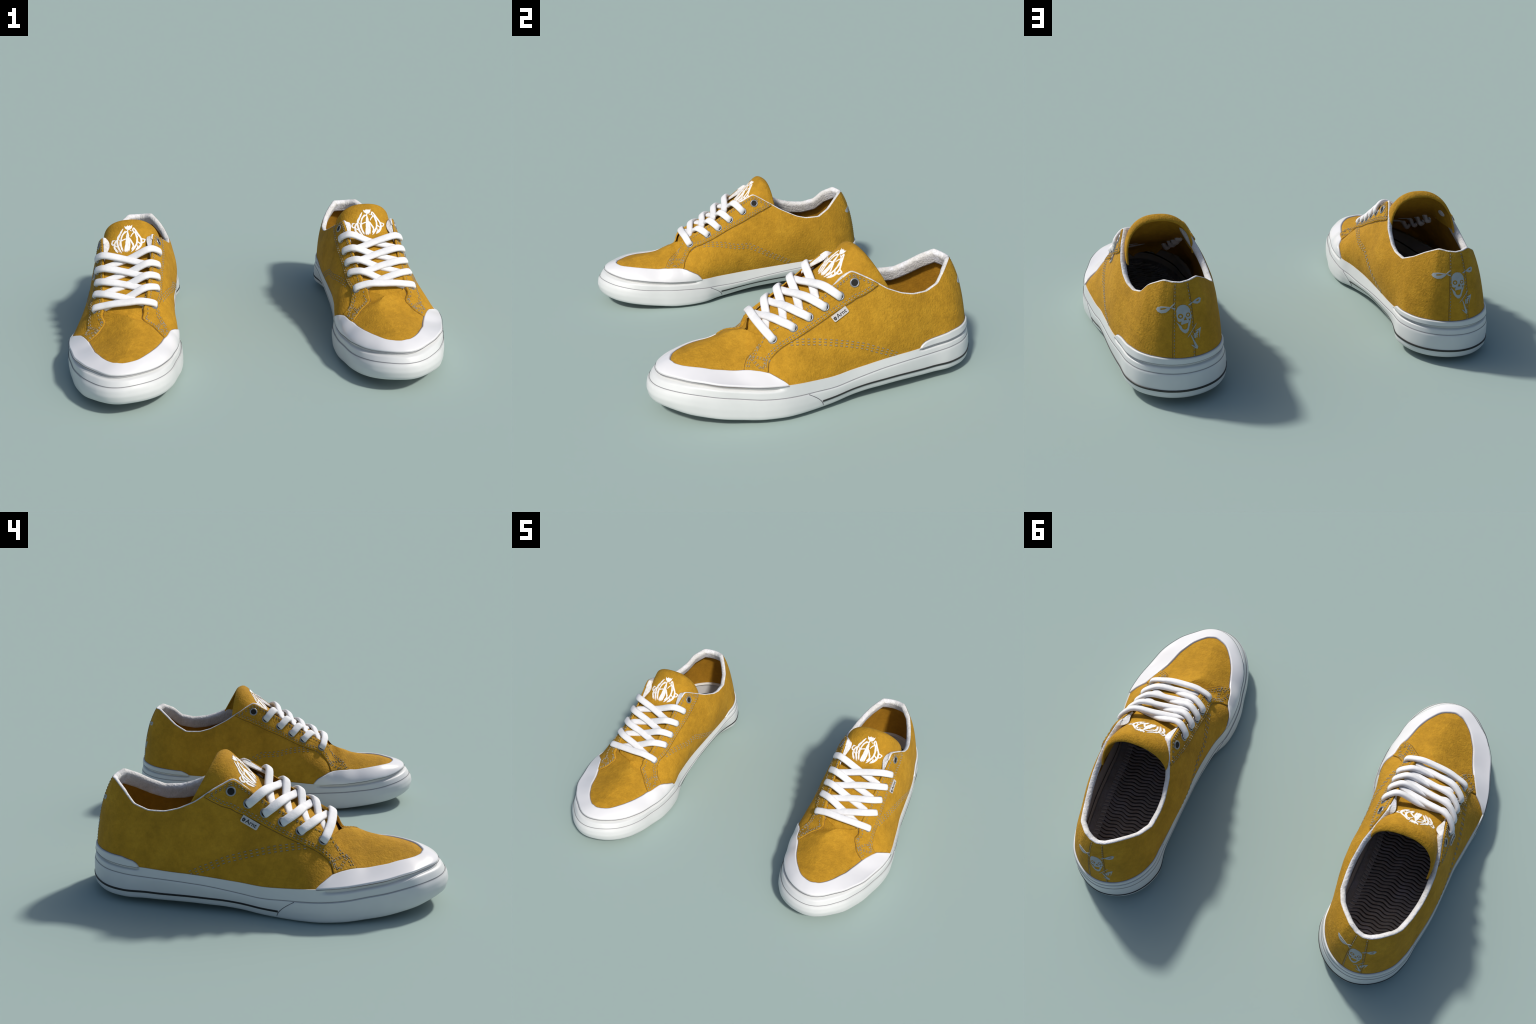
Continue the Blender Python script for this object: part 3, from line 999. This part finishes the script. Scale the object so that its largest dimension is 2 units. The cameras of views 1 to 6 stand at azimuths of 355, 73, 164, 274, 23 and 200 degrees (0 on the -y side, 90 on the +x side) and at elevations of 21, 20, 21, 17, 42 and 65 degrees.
        flag = [(895,960),(1030,918),(1012,1010),(966,1185),(982,1030),(972,985),(898,972)]
        block1 = [(855,1020),(892,1016),(890,1146),(858,1140)]
        block2 = [(905,1002),(958,982),(962,1030),(925,1050),(950,1070),(925,1092),(932,1140),(903,1140)]
        shapes = [[face, eye1, eye2, nose], [s.circle((577,564), 27)], [s.circle((746,550), 26)], [jaw], [wing1, wing1h], [wing2, wing2h], [staff], [flag], [block1], [block2],
                  [s.stroke([(385,352),(430,310),(482,262)], 24)], [s.stroke([(398,360),(440,380),(482,388)], 30)], [s.stroke([(775,338),(820,318),(868,290)], 26)],
                  [s.stroke([(700,1092),(800,965),(932,790)], 14)], [s.stroke([(778,1290),(830,1340),(884,1404)], 20)]]
        sg = 1 if s.k.mirror else -1
        for sh in shapes:
            sh = [[((x - 655) * .000187 , .445 - (y - 306) * .000174) for x, y in poly] for poly in sh]
            V, F = s.flat_shape(sh)
            front, back = [], []
            for a, z in V:
                hit = s.bvh.ray_cast(Vector((a * sg, 1.2, z)), Vector((0, -1, 0)))
                p = np.array(hit[0]) if hit[0] is not None else np.array((a * sg, .75, z))
                front.append(p + np.array([0, .0016, .0003])); back.append(p - np.array([0, .001, 0]))
            s.extrude('heel_print', np.array(front), np.array(back), F, 'print_grey')

    def tongue_print(s):
        rng = random.Random(7)
        C = [[(528,228),(545,245),(560,238),(572,225),(585,240),(600,226),(612,242),(634,220),(628,262),(606,286),(584,294),(556,284),(534,266)]]
        S_ = [([(572,285),(570,335)], 14), ([(566,325),(552,430),(535,590)], 20), ([(578,330),(570,450),(556,592)], 24), ([(590,390),(592,480),(578,584)], 18), ([(546,470),(530,540),(528,586)], 14),
              ([(568,304),(512,336),(478,410),(474,490),(502,582)], 18), ([(474,432),(520,416),(566,404)], 15),
              ([(510,268),(470,335),(432,410),(440,500),(486,602)], 22), ([(480,318),(430,390),(460,420),(452,500)], 10), ([(432,398),(398,440),(386,500),(434,592)], 18), ([(390,470),(420,500),(446,492)], 13),
              ([(404,442),(366,466),(352,430),(372,408),(398,406)], 15), ([(352,410),(372,400)], 12),
              ([(584,392),(618,450),(650,520)], 18), ([(652,262),(640,300),(668,330)], 14), ([(652,262),(700,345),(742,410),(744,480),(706,540),(664,578)], 22),
              ([(664,322),(690,400),(682,480),(612,592)], 20), ([(664,322),(630,350),(606,388)], 12), ([(700,380),(690,440),(716,470),(742,492)], 14), ([(640,470),(632,530),(612,560)], 15),
              ([(738,412),(770,414),(800,416)], 15), ([(796,418),(776,458),(748,460),(742,440)], 14), ([(700,500),(690,540),(668,560)], 12),
              ([(540,300),(520,318)], 8), ([(600,296),(628,312)], 8)]
        shapes = [C] + [[s.stroke(p, w * 1.05, rng)] for p, w in S_]
        for p, w in S_:        # hair strokes beside the main ones
            if w >= 14:
                k = rng.choice((-1, 1)) * (w * .5 + rng.uniform(4, 8))
                shapes.append([s.stroke([(x + k * (.4 + .6 * i / len(p)), y + rng.uniform(-6, 6)) for i, (x, y) in enumerate(p)], 5.5, rng)])
        sg = -1 if s.k.mirror else 1
        d = Vector((0, .55, -.83))
        for sh in shapes:
            sh = [[((x - 575) * .00041, (592 - y) * .00043) for x, y in poly] for poly in sh]
            V, F = s.flat_shape(sh)
            front, back = [], []
            for a, b in V:
                y = .072 + b * .66; z = .515 + b * .78
                org = Vector((.018 + a * sg + .004, y, z)) - d * .2
                hit = s.tongue_bvh.ray_cast(org, d)
                p = np.array(hit[0]) if hit[0] is not None else np.array(org + d * .2)
                front.append(p - np.array(d) * .0018); back.append(p + np.array(d) * .001)
            s.extrude('tongue_print', np.array(front), np.array(back), F, 'print_white')

    def side_label(s):
        lo0, lo1 = np.array((.222, .042, .381)), np.array((.216, .114, .421))
        up0 = np.array((.212, .032, .400))
        ctr = (lo0 + lo1) / 2 + (up0 - lo0) / 2
        ex = (lo1 - lo0) / np.linalg.norm(lo1 - lo0)
        ey = up0 - lo0; ey -= ex * np.dot(ex, ey); ey /= np.linalg.norm(ey)
        if s.k.mirror:
            ex_r = -ex
        else:
            ex_r = ex
        n = np.cross(ex, ey)
        if n[0] < 0:
            n = -n
        def place(V, h):
            out = []
            for a, b in V:
                p = ctr + ex_r * a + ey * b
                loc, nn, _, _ = s.bvh.find_nearest(Vector(p))
                out.append(np.array(loc) + n * h)
            return np.array(out)
        w, h, r = .041, .0155, .006
        rect = [(-w, -h + r), (-w + r * .3, -h + r * .3), (-w + r, -h), (w - r, -h), (w - r * .3, -h + r * .3), (w, -h + r), (w, h), (-w, h)]
        V, F = s.flat_shape([rect])
        lab = s.extrude('side_label', place(V, .0065), place(V, -.001), F, 'label')
        emblem = [(-.036, .006), (-.0325, .003), (-.030, .010), (-.027, .003), (-.023, .007), (-.0225, -.004), (-.026, -.010), (-.033, -.010), (-.0365, -.004)]
        V, F = s.flat_shape([emblem, [(-.0315, -.002), (-.0275, -.002), (-.0275, -.004), (-.0315, -.004)]])
        s.extrude('label_emblem', place(V, .0072), place(V, .006), F, 'ink', lab)
        cu = bpy.data.curves.new('text_helper', 'FONT')
        cu.body = 'Arnt'; cu.size = .027; cu.align_x = 'LEFT'; cu.resolution_u = 3
        cu.offset = .0004
        ob = bpy.data.objects.new('text_helper', cu)
        V, F = s.take(ob, cu)
        V = V + np.array([-.019, -.009])
        s.extrude('label_lettering', place(V, .0072), place(V, .006), F, 'ink', lab)

    def build(s):
        s.upper(); s.sole(); s.caps(); s.eyestays(); s.collar(); s.tongue()
        s.stitching(); s.eyelets(); s.laces(); s.heel_print(); s.tongue_print(); s.side_label()

def LASTCENTER_DIR(p):
    """rough outward direction of the shoe at p"""
    c = np.array([.03 if p[1] < .2 else .01, np.clip(p[1], -.5, .45), .12])
    return p - c

SHOES = [
    ('sneaker', False, (.646, 0, 0), (0, 0, -.003), .370, 'left mustard yellow canvas sneaker with white rubber sole'),
    ('sneaker.001', True, (-.634, -.036, -.0085), (-.0041, -.0258, -.0364), .398, 'right mustard yellow canvas sneaker with white rubber sole'),
]
for name, mirror, loc, rot, hs, label in SHOES:
    shoe = Shoe(name, mirror, loc, rot)
    shoe.root['label'] = label
    shoe.root['category'] = 'sneaker'
    Builder(shoe, hs).build()
